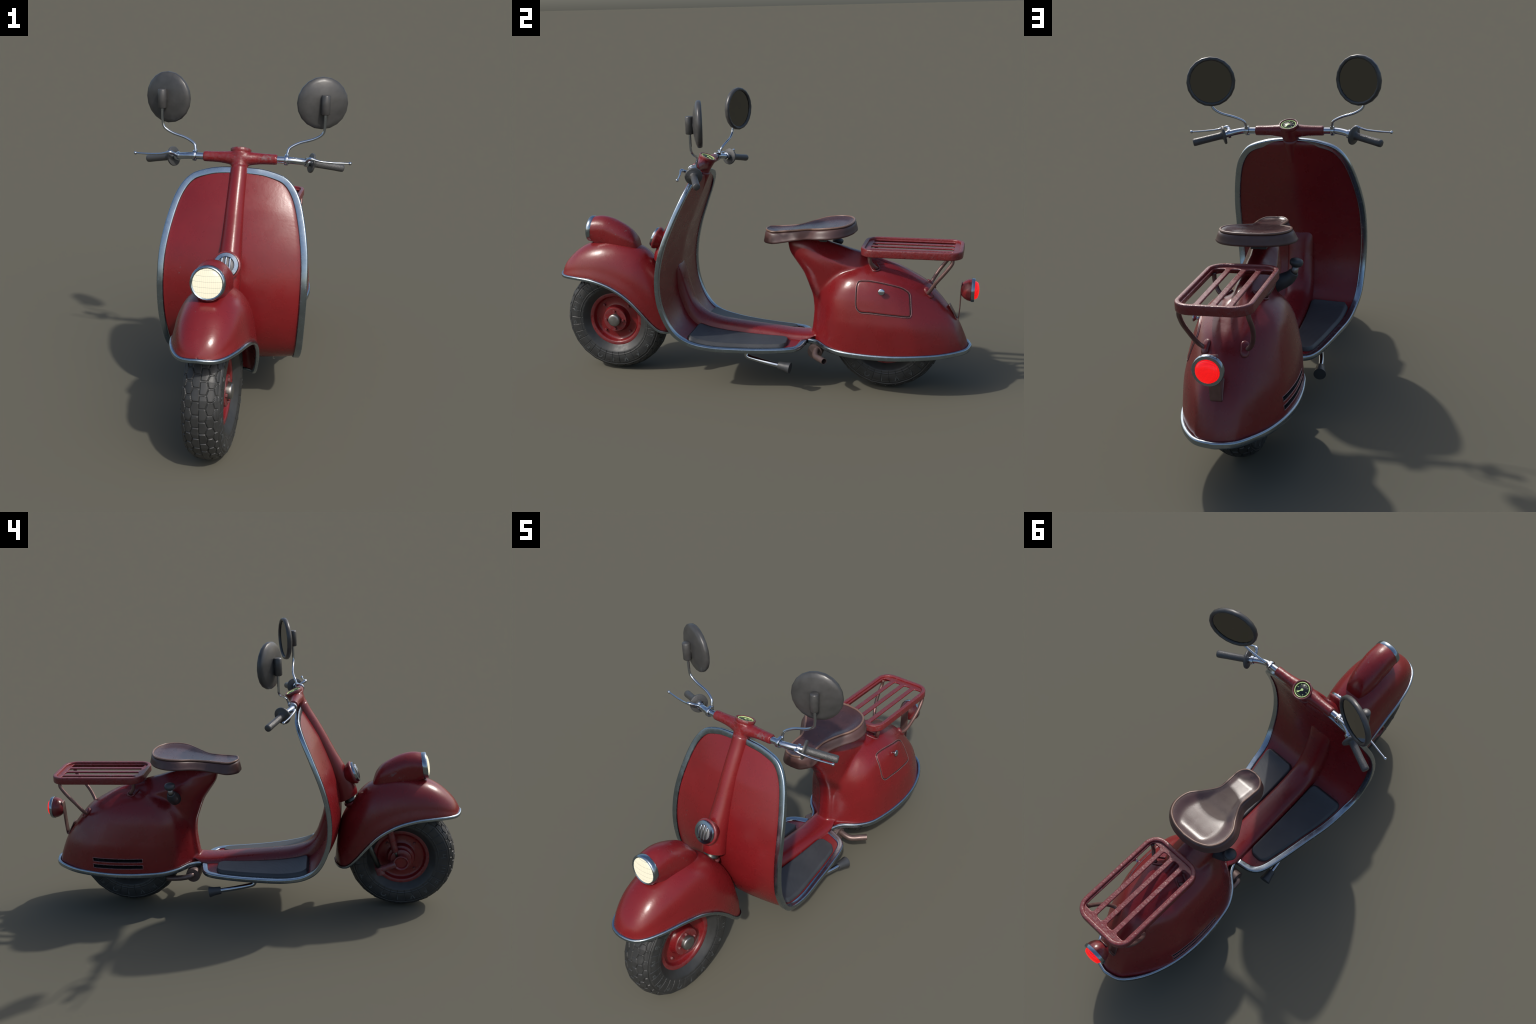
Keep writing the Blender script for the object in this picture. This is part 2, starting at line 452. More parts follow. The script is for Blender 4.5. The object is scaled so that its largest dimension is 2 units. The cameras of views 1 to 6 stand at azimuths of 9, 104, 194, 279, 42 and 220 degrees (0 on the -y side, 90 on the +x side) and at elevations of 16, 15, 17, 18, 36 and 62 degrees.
# tunnel along the floor up into the shield
RIDGE = catmull([(-.399, .575), (-.388, .553), (-.378, .535), (-.366, .500), (-.355, .455), (-.341, .410), (-.322, .362), (-.295, .324), (-.258, .298), (-.2, .280), (-.13, .271), (-.05, .263),
                 (.06, .253), (.16, .244), (.24, .244), (.30, .25)], 5)
G = []
for k, (y, z) in enumerate(RIDGE):
    i = int(np.argmin(((CENTRE[:, 1:]-V3(y, z))**2).sum(1)))
    C = CENTRE[i, 1:]
    dvec = unit(V3(y, z)-C); h = np.linalg.norm(V3(y, z)-C)
    w = np.interp(k, [0, 4, 12, 40, len(RIDGE)-1], [.046, .053, .060, .064, .066])
    ring = []
    for a in np.linspace(0, 2*np.pi, 28, endpoint=False):
        c, s_ = math.cos(a), math.sin(a)
        px = w*np.sign(c)*abs(c)**.70; py = np.sign(s_)*abs(s_)**.70
        hh = h if py > 0 else .004
        q = C+dvec*(py*hh)
        ring.append((px*(1.06 if py < .3 else 1), q[0], q[1]))
    G.append(ring)
bodymb.grid(np.array(G), cv=True, cap0=True, cap1=True)
body = remeshed("engine_cowling", bodymb.mesh(), M_RED, .0048, 7)

# cooling slots cut in one flank
cut = MB()
for zt, zb in ((.2855, .2705), (.2535, .238)):
    cut.box((-.19, .615, (zt+zb)/2), .06, .243, zt-zb)
cutter = finish("slot_cutter", cut.mesh(), M_DARK, smooth=False)
bo = body.modifiers.new("c", 'BOOLEAN'); bo.operation = 'DIFFERENCE'; bo.object = cutter; bo.solver = 'EXACT'
apply_mods(body)
if M_DARK.name not in [m.name for m in body.data.materials if m]:
    pass
bpy.data.objects.remove(cutter, do_unlink=True)
body.data.set_sharp_from_angle(angle=math.radians(55))
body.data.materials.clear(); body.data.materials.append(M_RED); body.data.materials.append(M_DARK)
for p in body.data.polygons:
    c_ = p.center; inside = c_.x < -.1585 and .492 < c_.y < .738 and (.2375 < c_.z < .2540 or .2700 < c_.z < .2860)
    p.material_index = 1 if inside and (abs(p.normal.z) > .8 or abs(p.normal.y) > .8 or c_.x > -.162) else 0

bm = bmesh.new(); bm.from_mesh(body.data); BVH = BVHTree.FromBMesh(bm); bm.free()
def hit(o, d):
    loc, n, _, _ = BVH.ray_cast(Vector(o), Vector(d)); return (np.array(loc), np.array(n)) if loc else (None, None)
def side_hit(y, z, sx=1): return hit((sx*.6, y, z), (-sx, 0, 0))

# lip round each slot and near-black plates painting the shade inside
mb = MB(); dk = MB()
for zt, zb in ((.2855, .2705), (.2535, .238)):
    loop = resample(np.array([(.4935, zb), (.4935, zt), (.7365, zt), (.7365, zb)]), 72, True)
    pts = []
    for y, z in loop:
        dz = .002*np.sign(z-(zt+zb)/2)
        p, n = side_hit(y+.0025*np.sign(y-.615)*(abs(y-.615) > .12), z+dz, -1); pts.append(p)
    mb.tube(np.array(pts), .0017, 6, closed=True)
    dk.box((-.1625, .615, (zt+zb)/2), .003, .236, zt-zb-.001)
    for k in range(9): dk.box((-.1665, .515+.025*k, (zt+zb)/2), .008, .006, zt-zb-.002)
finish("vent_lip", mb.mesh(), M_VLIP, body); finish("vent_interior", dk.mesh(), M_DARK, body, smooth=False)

# chrome band round the bottom of the rear body
RIM = [(.0585, .229, .209), (.085, .279, .212), (.141, .331, .208), (.179, .394, .204), (.195, .47, .202), (.203, .558, .201), (.202, .649, .202),
       (.188, .743, .205), (.157, .835, .206), (.115, .908, .209), (.066, .957, .210), (0, .976, .211)]
rim = catmull(RIM, 10); rim = np.vstack([rim[:-1], (rim*V3(-1, 1, 1))[::-1]]); rim = resample(rim, 150)
T = np.gradient(rim, axis=0); T /= np.linalg.norm(T, axis=1)[:, None]
frb = np.array([(unit(np.cross(V3(0, 0, 1), t)), V3(0, 0, 1)) for t in T])
if (frb[75, 0] @ V3(0, 1, 0)) < 0: frb[:, 0] *= -1
prof = rrect(.016, .0245, .007, 4); prof[:, 0] -= .007
mb = MB(); mb.sweep(rim, frb, prof); finish("body_trim", mb.mesh(), M_TRIM, body)

# glove-box door on one flank
def flank_patch(outline_yz, n=72):
    c = catmull(outline_yz, 8, closed=True); return resample(c, n, closed=True)
DOOR = np.array([(.476, .425), (.474, .465), (.474, .508), (.477, .522), (.488, .532), (.535, .5335), (.603, .524), (.665, .508), (.697, .490), (.708, .474),
                 (.7135, .43), (.7165, .398), (.713, .389), (.703, .3865), (.633, .3935), (.545, .400), (.505, .400), (.488, .406)])
out = flank_patch(DOOR); cen = out.mean(0)
def inset(P, d):
    T = np.roll(P, -1, 0)-np.roll(P, 1, 0); T /= np.linalg.norm(T, axis=1)[:, None]
    N = np.stack([-T[:, 1], T[:, 0]], 1)
    if ((cen-P)*N).sum() < 0: N = -N
    return P+N*d
rings = []
for d, h in ((0, -.0025), (.0008, .0016), (.0035, .0026), (.008, .0022)):
    ring = []
    for y, z in inset(out, d+.0035):
        p, n = side_hit(y, z); ring.append(p+n*h)
    rings.append(ring)
for f in (.75, .5, .25, .02):
    ring = []
    for y, z in cen+(inset(out, .0115)-cen)*f:
        p, n = side_hit(y, z); ring.append(p+n*.0022)
    rings.append(ring)
mb = MB(); mb.grid(np.array(rings), cv=True, cap1=True); door = finish("storage_door", mb.mesh(), M_RED)
g = MB(); l = MB()
pg = np.array([side_hit(y, z)[0]+side_hit(y, z)[1]*.0003 for y, z in inset(out, .0022)]); g.tube(pg, .0016, 6, closed=True)
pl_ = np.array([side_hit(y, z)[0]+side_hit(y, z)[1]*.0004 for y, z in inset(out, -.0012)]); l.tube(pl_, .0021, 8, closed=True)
finish("door_gap", g.mesh(), M_DARK, door)
M_LIP = steel("door_edge_painted_highlight", (.27, .13, .13), .28, .45)  # red lightened to pink so the raised rim looks sunlit
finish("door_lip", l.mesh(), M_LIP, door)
kp, kn = side_hit(.587, .4955)
mb = MB(); mb.revolve([(-.004, .006), (.008, .0055), (.012, .006), (.017, .0125), (.0195, .0146), (.0225, .0142), (.0235, .011)], kp, kn*V3(1, .3, .3), 24)
finish("door_knob", mb.mesh(), M_CHROME, door)

# fuel tap boot on the other flank
bp = hit((-.5, .343, .553), (1, 0, 0))[0]
mb = MB()
ctr = catmull([(bp[0]+.03, .345, .540), (bp[0]-.002, .344, .556), (-.112, .341, .574), (-.128, .340, .588), (-.137, .341, .600)], 6)
mb.tube(ctr, np.interp(np.linspace(0, 1, len(ctr)), [0, .35, .7, 1], [.031, .030, .023, .019]), 16)
boot = finish("tap_boot", mb.mesh(), M_BLACK)
mb = MB(); mb.tube(np.array([(-.136, .341, .598), (-.1405, .341, .607), (-.145, .342, .626)]), [.015, .0135, .0125], 16); finish("tap_stem", mb.mesh(), M_HUB, boot)
mb = MB(); mb.revolve([(-.014, .006), (-.013, .018), (-.006, .0245), (.003, .026), (.010, .0225), (.015, .012), (.0162, .002)], (-.1485, .342, .638), (-.18, 0, 1), 24)
finish("tap_knob", mb.mesh(), M_BLACK, boot)
mb = MB(); n_ = hit((-.5, .343, .553), (1, 0, 0))[1]
mb.revolve([(-.01, .033), (.0015, .033), (.0018, .030), (.0018, .001)], bp, n_, 28); finish("tap_socket", mb.mesh(), M_DARK, boot)

# ------------------------------------------------------------------ saddle
TOP = [(0, .033, .725), (.037, .043, .726), (.060, .075, .723), (.0605, .127, .727), (.062, .185, .734), (.094, .246, .748), (.128, .299, .758),
       (.134, .36, .7645), (.110, .410, .768), (.060, .438, .770), (0, .447, .771)]
BOT = [(0, .024, .670), (.045, .035, .668), (.077, .080, .670), (.079, .130, .678), (.083, .188, .690), (.117, .243, .706), (.149, .299, .714),
       (.152, .362, .719), (.119, .415, .722), (.065, .447, .725), (0, .458, .727)]
def loop_of(cp, n=64):
    c = catmull(cp, 9); return np.vstack([c, (c*V3(-1, 1, 1))[::-1][1:-1]])
tl, bl = loop_of(TOP), loop_of(BOT)
cen3 = V3(0, .25, 0)
def inward(L, d):
    T = np.roll(L, -1, 0)-np.roll(L, 1, 0); N = np.stack([T[:, 1], -T[:, 0], 0*T[:, 0]], 1)
    N /= np.linalg.norm(N, axis=1)[:, None]+1e-9
    # make N point inwards (signed area test)
    A = (L[:, 0]*np.roll(L[:, 1], -1)-np.roll(L[:, 0], -1)*L[:, 1]).sum()
    if A > 0: N = -N
    return L+N*d
tin = inward(tl, .010)
rows = [inward(bl, .012)-V3(0, 0, .002), inward(bl, .003)-V3(0, 0, .001), bl+V3(0, 0, .004)]
for f in (.15, .35, .55, .72): rows.append(bl*(1-f)+tl*f+V3(0, 0, .001))
rows += [inward(bl*.16+tl*.84, .0015), inward(tl-V3(0, 0, .006), .004)]
mb = MB(); mb.grid(np.array(rows), cv=True, cap0=True)
seat = finish("saddle", mb.mesh(), M_SEATSIDE)
# dished top
half = resample(catmull(TOP, 10), 90); half = half[1:-1]
G = []
sgrid = np.sin(np.linspace(-np.pi/2, np.pi/2, 37))
for i, (x, y, z) in enumerate(half):
    d = .0035+.0095*smoothstep(x, .055, .12)
    along = min(1, (i+1)/10, (len(half)-i)/24)
    row = []
    for s in sgrid:
        e = 1-abs(s)
        edgef = smoothstep(e*x, -.004, .026+.030*float(smoothstep(x, .06, .12)))
        f = edgef*(1-.2*s*s)*math.sin(along*math.pi/2)
        row.append((s*(x-.0035), y+(.0035 if y < .1 else 0), z+.0012-d*f))
    G.append(row)
mb = MB(); mb.grid(np.array(G), cap0=True, cap1=True); finish("saddle_cover", mb.mesh(), M_SEAT, seat)
mb = MB(); mb.tube(inward(tl, .004)-V3(0, 0, .0008), .0046, 10, closed=True); finish("saddle_piping", mb.mesh(), M_PIPE, seat)
mb = MB(); mb.box((0, .26, .692), .06, .12, .03); finish("saddle_mount", mb.mesh(), M_BLACK, seat, smooth=False)

# ------------------------------------------------------------------ luggage rack
def rr_loop(x0, x1, y0, y1, r, n=8):
    p = rrect(x1-x0, y1-y0, r, n); return p+V3((x0+x1)/2, (y0+y1)/2)
rz = .672
lp = rr_loop(-.1232, .1232, .4918, .9192, .054, 8)
lp = np.column_stack([lp, np.full(len(lp), rz-.016)])
T = np.roll(lp, -1, 0)-np.roll(lp, 1, 0); T /= np.linalg.norm(T, axis=1)[:, None]
fr2 = np.array([(np.cross(t, V3(0, 0, 1)), V3(0, 0, 1)) for t in T])
mb = MB(); mb.sweep(lp, fr2, rrect(.0175, .0345, .0050, 3), closed=True)
rack = finish("luggage_rack", mb.mesh(), M_RACK)
cu = bpy.data.curves.new("c", 'CURVE'); cu.dimensions = '2D'; cu.fill_mode = 'BOTH'; cu.extrude = .0008; cu.bevel_depth = .0032; cu.bevel_resolution = 2
def spl(P):
    s = cu.splines.new('POLY'); s.points.add(len(P)-1)
    for q, p in zip(s.points, P): q.co = (p[0], p[1], 0, 1)
    s.use_cyclic_u = True
spl(rr_loop(-.118, .118, .497, .914, .049, 8))
xs_ = [-.109, -.0685, -.0465, -.0105, .0105, .0465, .0685, .109]
e_ = .0032
for k in range(4):
    a, b = (xs_[2*k], xs_[2*k+1])
for (a, b) in ((-.1075, -.0665), (-.0450, -.0108), (.0108, .0450), (.0665, .1075)):
    spl(rr_loop(a-e_, b+e_, .519, .890, .012, 5))
co = bpy.data.objects.new("slats", cu); COL.objects.link(co)
me = bpy.data.meshes.new_from_object(co.evaluated_get(bpy.context.evaluated_depsgraph_get()))
bpy.data.objects.remove(co, do_unlink=True)
me.transform(Matrix.Translation((0, 0, rz-.0125))); me.materials.clear()
finish("rack_slats", me, M_RACK, rack, angle=50)
LEG = [(.112, .885, .650), (.1155, .886, .632), (.117, .88, .616), (.117, .853, .579), (.109, .819, .535), (.095, .794, .495), (.080, .784, .477), (.060, .783, .466)]
FLEG = [(.109, .527, .648), (.109, .527, .625), (.103, .532, .606), (.090, .546, .587), (.070, .556, .574)]
mb = MB(); mf = MB(); br = MB()
for sx in (1, -1):
    S = V3(sx, 1, 1)
    mb.tube(catmull(LEG, 6)*S, .0085, 10); mb.tube(catmull(FLEG, 6)*S, .0085, 10)
    # brackets: U-shaped lugs lying on the body
    loc, n, _, _ = BVH.find_nearest(Vector((.066*sx, .783, .472))); loc, n = np.array(loc), np.array(n)
    dn = unit(V3(.0, .50, -.86)); dn = unit(dn-n*(dn@n)); sd = np.cross(n, dn)
    G = []
    for h, sc in ((-.006, 1.0), (.005, 1.0), (.0085, .86), (.009, .5), (.009, .05)):
        G.append([loc+n*h+sc*(dn*p[0]+sd*p[1]) for p in rrect(.058, .030, .0145, 5)])
    br.grid(np.array(G), cv=True, cap0=True, cap1=True)
    p0, n0 = hit((sx*.5, .548, .577), (-sx, 0, -.0))
    dn = unit(V3(sx*.25, .25, -.9)); dn = unit(dn-n0*(dn@n0)); sd = np.cross(n0, dn)
    U = [(-.035, -.016), (-.01, -.018), (.010, -.0165), (.019, -.010), (.021, 0), (.019, .010), (.010, .0165), (-.01, .018), (-.035, .016)]
    path = []
    for a_, b_ in catmull(U, 4):
        q = p0+dn*a_+sd*b_
        loc, n, _, _ = BVH.find_nearest(Vector(q)); path.append(np.array(loc)+np.array(n)*.002)
    br.tube(np.array(path), .0042, 8)
finish("rack_strut", mb.mesh(), M_STRUT, rack); finish("rack_bracket", br.mesh(), M_RED, rack)

# ------------------------------------------------------------------ tail lamp
TC = V3(0, .92, .477)
mb = MB(); mb.revolve([(0, .004), (.0, .020), (.006, .030), (.016, .040), (.030, .0475), (.044, .0505), (.048, .0505)], TC, (0, 1, -.03), 24)
tail = finish("tail_lamp", mb.mesh(), M_RED)
mb = MB(); mb.revolve([(.0, .0515), (.001, .0535), (.012, .0535), (.0150, .0515), (.0150, .0412), (.010, .0405)], TC+V3(0, .0455, -.001), (0, 1, -.03), 24, caps=False)
finish("tail_ring", mb.mesh(), M_TRIM, tail, angle=35)
mb = MB(); mb.revolve([(.006, .0408), (.014, .0408), (.021, .0385), (.028, .034), (.0315, .023), (.0338, .010), (.0342, .0008)], TC+V3(0, .0455, -.001), (0, 1, -.03), 24)
finish("tail_lens", mb.mesh(), M_TAIL, tail)
ST = catmull([(0, .9205, .508), (0, .9175, .46), (0, .915, .40), (0, .912, .357), (0, .9095, .344), (0, .9045, .3405), (0, .900, .345), (0, .890, .366), (0, .878, .388), (0, .869, .404)], 5)
T = np.gradient(ST, axis=0); T /= np.linalg.norm(T, axis=1)[:, None]
frs = np.array([(V3(1, 0, 0), np.cross(t, V3(1, 0, 0))) for t in T])
mb = MB(); mb.sweep(ST+V3(0, .003, .001), frs, rrect(.040, .005, .002, 2)); finish("lamp_bracket", mb.mesh(), M_STRUT, tail)

# ------------------------------------------------------------------ wheels
def tyre_mesh(cx):
    Rr, nth = .2525, 1188
    # section, as (x, r) from one bead to the other over the tread
    sec = [(.040, .126), (.0465, .133), (.058, .146), (.0685, .160), (.0705, .170), (.0715, .172), (.0725, .1745), (.0715, .177), (.0725, .186), (.0722, .198), (.0705, .209), (.0695, .212), (.0695, .216), (.067, .220), (.0625, .228), (.055, .237), (.040, .246), (.020, .2510), (.0, .2525)]
    h = catmull(np.array(sec), 1); sd = resample(catmull(np.array(sec), 6), 104)
    S = np.vstack([sd, (sd*V3(-1, 1))[::-1][1:]])
    th = np.linspace(0, 2*np.pi, nth, endpoint=False)
    X = np.repeat(S[None, :, 0], nth, 0); Rd = np.repeat(S[None, :, 1], nth, 0)
    TH = np.repeat(th[:, None], len(S), 1)
    # arc distance from the crown for the tread pattern
    dS = np.r_[0, np.cumsum(np.linalg.norm(np.diff(S, axis=0), axis=1))]; A = dS-dS[len(S)//2]
    AA = np.repeat(A[None, :], nth, 0)
    P = 33; pitch = 2*np.pi*.25/P; c = .0262
    u = TH/(2*np.pi)*P*pitch
    a = np.abs(AA); u = u+np.where(AA < 0, pitch/2, 0)
    best = np.full(a.shape, 9.); sec2 = np.full(a.shape, 9.)
    for i in range(0, 4):
        cxx = .0145+i*c
        off = (i % 2)*pitch/2
        for dj in (-1, 0, 1):
            cy = (np.floor((u-off)/pitch)+.5+dj)*pitch+off
            d = np.sqrt((a-cxx)**2+(.60*(u-cy))**2)
            sec2 = np.where(d < best, best, np.minimum(sec2, d)); best = np.minimum(best, d)
    gap = (sec2-best)
    groove = np.maximum(1-smoothstep(gap, .0022, .0044), 1-smoothstep(a, .0012, .0024))
    zone = 1-smoothstep(a, .068, .071)
    depth = .0036*groove*zone
    # shoulder rib and radial cuts on the side wall
    rib = np.exp(-((a-.0725)/.0016)**2)*.0015-np.exp(-((a-.0765)/.0016)**2)*.0018
    cell = np.abs(((TH/(2*np.pi)*P) % 1)-.5)*2/P*2*np.pi/2*Rd
    cell = (np.abs(((TH/(2*np.pi)*P+.5) % 1)-.5)/P*2*np.pi)*Rd
    swz = smoothstep(a, .079, .082)*(1-smoothstep(a, .135, .14))
    radial = (1-smoothstep(cell, .0006, .0019))*swz*.0017
    NX = np.gradient(S, axis=0); NX /= np.linalg.norm(NX, axis=1)[:, None]
    NX = np.stack([-NX[:, 1], NX[:, 0]], 1)
    if NX[len(S)//2, 1] < 0: NX = -NX
    disp = -depth+rib-radial
    X = X+disp*NX[None, :, 0]; Rd = Rd+disp*NX[None, :, 1]
    seg = 2*np.pi/24
    fac = np.cos(seg/2)/np.cos((TH % seg)-seg/2); w = smoothstep(Rd, .12, .25)
    Rd = Rd*(1+(fac-np.cos(seg/4))*.85*w)
    G = np.stack([X, Rd*np.sin(TH), Rd*np.cos(TH)], 2)
    m = MB(); m.grid(G, cu=True); return m.mesh()
TY = tyre_mesh(0)
def wheel_mesh():
    m = MB()
    pr = [(-.046, .118), (-.052, .127), (-.0535, .1325), (-.048, .134), (.040, .134), (.0445, .1335), (.0455, .131), (.0445, .118), (.0425, .115), (.036, .1125), (.026, .110), (.0215, .105),
          (.0205, .095), (.0205, .078), (.023, .068), (.032, .0625), (.046, .060), (.051, .0595), (.0535, .0575), (.0535, .020), (.0535, .001)]
    m.revolve(pr[4:], (0, 0, 0), (1, 0, 0), 48, caps=False)
    pr2 = [(.042, .134), (.0445, .1335), (.0455, .131), (.0445, .118), (.0425, .115), (.036, .1125), (.030, .110), (.0265, .105), (.026, .095), (.026, .072), (.03, .066), (.05, .063), (.055, .061), (.058, .052), (.060, .050), (.075, .049), (.0775, .046), (.078, .020), (.078, .001)]
    m.revolve(pr2, (0, 0, 0), (-1, 0, 0), 48, caps=False)
    return m.mesh()
WM = wheel_mesh()
mb = MB(); mb.revolve([(0, .0065), (.0065, .0065), (.0085, .0052), (.0085, .001)], (0, 0, 0), (1, 0, 0), 6); BOLT = mb.mesh()
mb = MB(); mb.revolve([(0, .0305), (.012, .0308), (.0165, .0295), (.0195, .0262), (.0208, .019), (.0212, .001)], (0, 0, 0), (1, 0, 0), 32); CAP = mb.mesh()
for me_, mt in ((TY, M_TYRE), (WM, M_HUBRED), (BOLT, M_HUBRED), (CAP, M_HUB)):
    bm = bmesh.new(); bm.from_mesh(me_); bmesh.ops.recalc_face_normals(bm, faces=bm.faces); bm.to_mesh(me_); bm.free()
    me_.materials.append(mt); me_.polygons.foreach_set("use_smooth", [True]*len(me_.polygons)); me_.set_sharp_from_angle(angle=math.radians(42))
letters = {}
def letter_mesh(ch):
    if ch not in letters:
        cu = bpy.data.curves.new("l", 'FONT'); cu.body = ch; cu.size = .034; cu.extrude = .0012; cu.offset = .0009; cu.align_x = 'CENTER'; cu.align_y = 'CENTER'; cu.resolution_u = 3
        o = bpy.data.objects.new("l", cu); COL.objects.link(o)
        m = bpy.data.meshes.new_from_object(o.evaluated_get(bpy.context.evaluated_depsgraph_get()))
        bpy.data.objects.remove(o, do_unlink=True); m.materials.clear(); m.materials.append(M_LETTER); m.name = "tyre_letter"; letters[ch] = m
    return letters[ch]
def inst(name, me_, parent, M):
    o = bpy.data.objects.new(name, me_); COL.objects.link(o); o.parent = parent; o.matrix_local = M; return o
WHEELS = []
for (yc, zc_) in ((-.723, .2525), (.595, .2525)):
    w = inst("wheel", WM, ROOT, Matrix.Translation((0, yc, zc_))); WHEELS.append(w)
    inst("tyre", TY, w, Matrix.Identity(4))
    inst("hub_cap", CAP, w, Matrix.Translation((.0525, 0, 0)))
    for k in range(4):
        a = k*math.pi/2
        inst("wheel_bolt", BOLT, w, Matrix.Translation((.0525, .043*math.sin(a), .043*math.cos(a))))
        a += math.pi/4
        inst("wheel_bolt", BOLT, w, Matrix.Translation((.0205, .089*math.sin(a), .089*math.cos(a))))
        inst("wheel_bolt", BOLT, w, Matrix.Translation((-.0255, .089*math.sin(a), .089*math.cos(a))) @ Matrix.Rotation(math.pi, 4, 'Z'))
    L = MB()
    for sx in (1, -1):
        for k, ch in enumerate("HUEAVIOSTPNEU"):
            a = (k*1.0+.5)*2*math.pi/18*1.0+1.3
            m_ = letter_mesh(ch)
            R_ = Matrix.Rotation(a*(-1), 4, 'X') if sx > 0 else Matrix.Rotation(a, 4, 'X')
            base = Matrix(((0, 0, sx, 0), (sx, 0, 0, 0), (0, 1, 0, 0), (0, 0, 0, 1)))
            M = R_ @ Matrix.Translation((sx*.0712, 0, .196)) @ base
            vv = [tuple(M @ v.co) for v in m_.vertices]
            L.add(vv, [tuple(p.vertices) for p in m_.polygons])
    lo_ = finish("tyre_lettering", L.mesh(), M_LETTER, w, smooth=False)
    lo_["kind"] = "stuff"

# ------------------------------------------------------------------ front mudguard
CR = catmull([(0, -.990, .482), (0, -.981, .502), (0, -.960, .534), (0, -.927, .568), (0, -.890, .597), (0, -.85, .618), (0, -.80, .634), (0, -.745, .643), (0, -.69, .641), (0, -.64, .630),
              (0, -.593, .611), (0, -.558, .589), (0, -.522, .551), (0, -.485, .502), (0, -.456, .452), (0, -.438, .401), (0, -.426, .33), (0, -.419, .27), (0, -.415, .228)], 8)
MR = catmull([(0, -.991, .474), (.030, -.986, .471), (.060, -.972, .469), (.087, -.940, .470), (.114, -.878, .472), (.132, -.792, .466), (.138, -.704, .440), (.138, -.627, .394), (.131, -.566, .331), (.119, -.518, .270),
              (.106, -.479, .230), (.091, -.447, .220), (.050, -.425, .219), (0, -.416, .219)], 10)
nt = 110
cr = resample(CR, nt)
Lr = np.r_[0, np.cumsum(np.linalg.norm(np.diff(MR, axis=0), axis=1))]; Lr /= Lr[-1]
warp = np.interp(np.linspace(0, 1, nt), [0, .10, .5, .9, 1], [0, .125, .50, .885, 1])
mr = np.stack([np.interp(warp, Lr, MR[:, k]) for k in range(3)], 1)
def guard_pt(i, s, off=0):
    C, Rm = cr[i], mr[i]
    phi = abs(s)*math.pi/2; ex = 2/2.35
    f = math.sin(phi)**ex; g = 1-max(math.cos(phi), 0)**ex
    f *= .95+.05*float(smoothstep(g, .68, .99))
    return V3(math.copysign(Rm[0]*f, s), *(C[1:]+(Rm-C)[1:]*g))
sg = np.linspace(-1, 1, 61)
Gd = np.array([[guard_pt(i, s) for s in sg] for i in range(nt)])
mesh_ = MB().grid(Gd).mesh()
guard = finish("mudguard", mesh_, M_RED)
so = guard.modifiers.new("s", 'SOLIDIFY'); so.thickness = .006; so.offset = 0
apply_mods(guard)
bm = bmesh.new(); bm.from_mesh(guard.data); bmesh.ops.remove_doubles(bm, verts=bm.verts, dist=.0004); bmesh.ops.recalc_face_normals(bm, faces=bm.faces); bm.to_mesh(guard.data); bm.free()
full = np.vstack([MR, (MR*V3(-1, 1, 1))[::-1][1:-1]]); full = resample(full, 130, True)
mb = MB()
T = np.roll(full, -1, 0)-np.roll(full, 1, 0); T /= np.linalg.norm(T, axis=1)[:, None]
up = np.array([unit(unit(CR[np.argmin(np.abs(CR[:, 1]-p[1]))]-p+V3(0, 0, .15))) for p in full])
frg = []
for t in T:
    u_ = V3(0, .0, 1); u_ = unit(u_-t*(u_@t)); frg.append((unit(np.cross(t, u_)), u_))
frg = np.array(frg); k_ = int(np.argmax(full[:, 0])); frg[:, 0] *= np.sign(frg[k_, 0, 0])
mb.sweep(full+frg[:, 0]*.003, frg, rrect(.0150, .016, .0055, 3), closed=True); finish("mudguard_trim", mb.mesh(), M_TRIM, guard)

# headlight nacelle
HX = V3(0, -.832, .693); ha = unit(V3(0, -1, .13)); hu = unit(V3(0, .13, 1))
ytab = [(-.834, .0, 0), ]
prof_top = catmull([(-.822, .753), (-.79, .757), (-.755, .754), (-.71, .741), (-.665, .718), (-.63, .692), (-.608, .660), (-.597, .628), (-.588, .590)], 5)
ys_ = np.concatenate([np.linspace(-.828, -.66, 20), np.linspace(-.652, -.588, 22)])
G = []
for y in ys_:
    zt = np.interp(y, prof_top[:, 0], prof_top[:, 1]) if y > -.822 else .7527
    zb = np.interp(y, [-.83, -.80, -.70, -.6], [.634, .622, .59, .55])
    w = .0605 if y < -.72 else .0605*math.sqrt(max(1-((y+.72)/.146)**2.6, .02)) if y > -.72 else .0605
    zm = np.interp(y, [-.83, -.75, -.62], [.6935, .695, .64]); zm = min(zm, zt-.02)
    ring = []
    for a in np.linspace(0, 2*np.pi, 40, endpoint=False):
        c, s = math.cos(a), math.sin(a)
        if s >= 0: ring.append((w*c, y-.13*(0)*(s), zm+(zt-zm)*s))
        else:
            ex = np.interp(y, [-.83, -.78], [1., .6])
            ring.append((w*np.sign(c)*abs(c)**ex, y, zm+(zm-zb)*(-abs(s)**ex)))
    ring = np.array(ring)
    tilt = np.interp(y, [-.828, -.70], [.13, 0]); ring[:, 1] += (ring[:, 2]-.693)*tilt
    G.append(ring)
mb = MB(); mb.grid(np.array(G), cv=True, cap0=True, cap1=True)
nac = finish("headlight", mb.mesh(), M_HEAD)
mb = MB(); mb.revolve([(-.012, .0615), (-.010, .0630), (.006, .0625), (.010, .0600), (.0115, .0565), (.0095, .0525), (.004, .0520)], HX, ha, 24, caps=False, up=hu)
finish("headlight_ring", mb.mesh(), M_TRIM, nac, angle=50)
mb = MB(); mb.revolve([(.000, .054), (.007, .0535), (.0115, .049), (.0155, .040), (.0185, .028), (.020, .014), (.0205, .0008)], HX, ha, 28, up=hu)
finish("headlight_lens", mb.mesh(), M_LENS, nac)

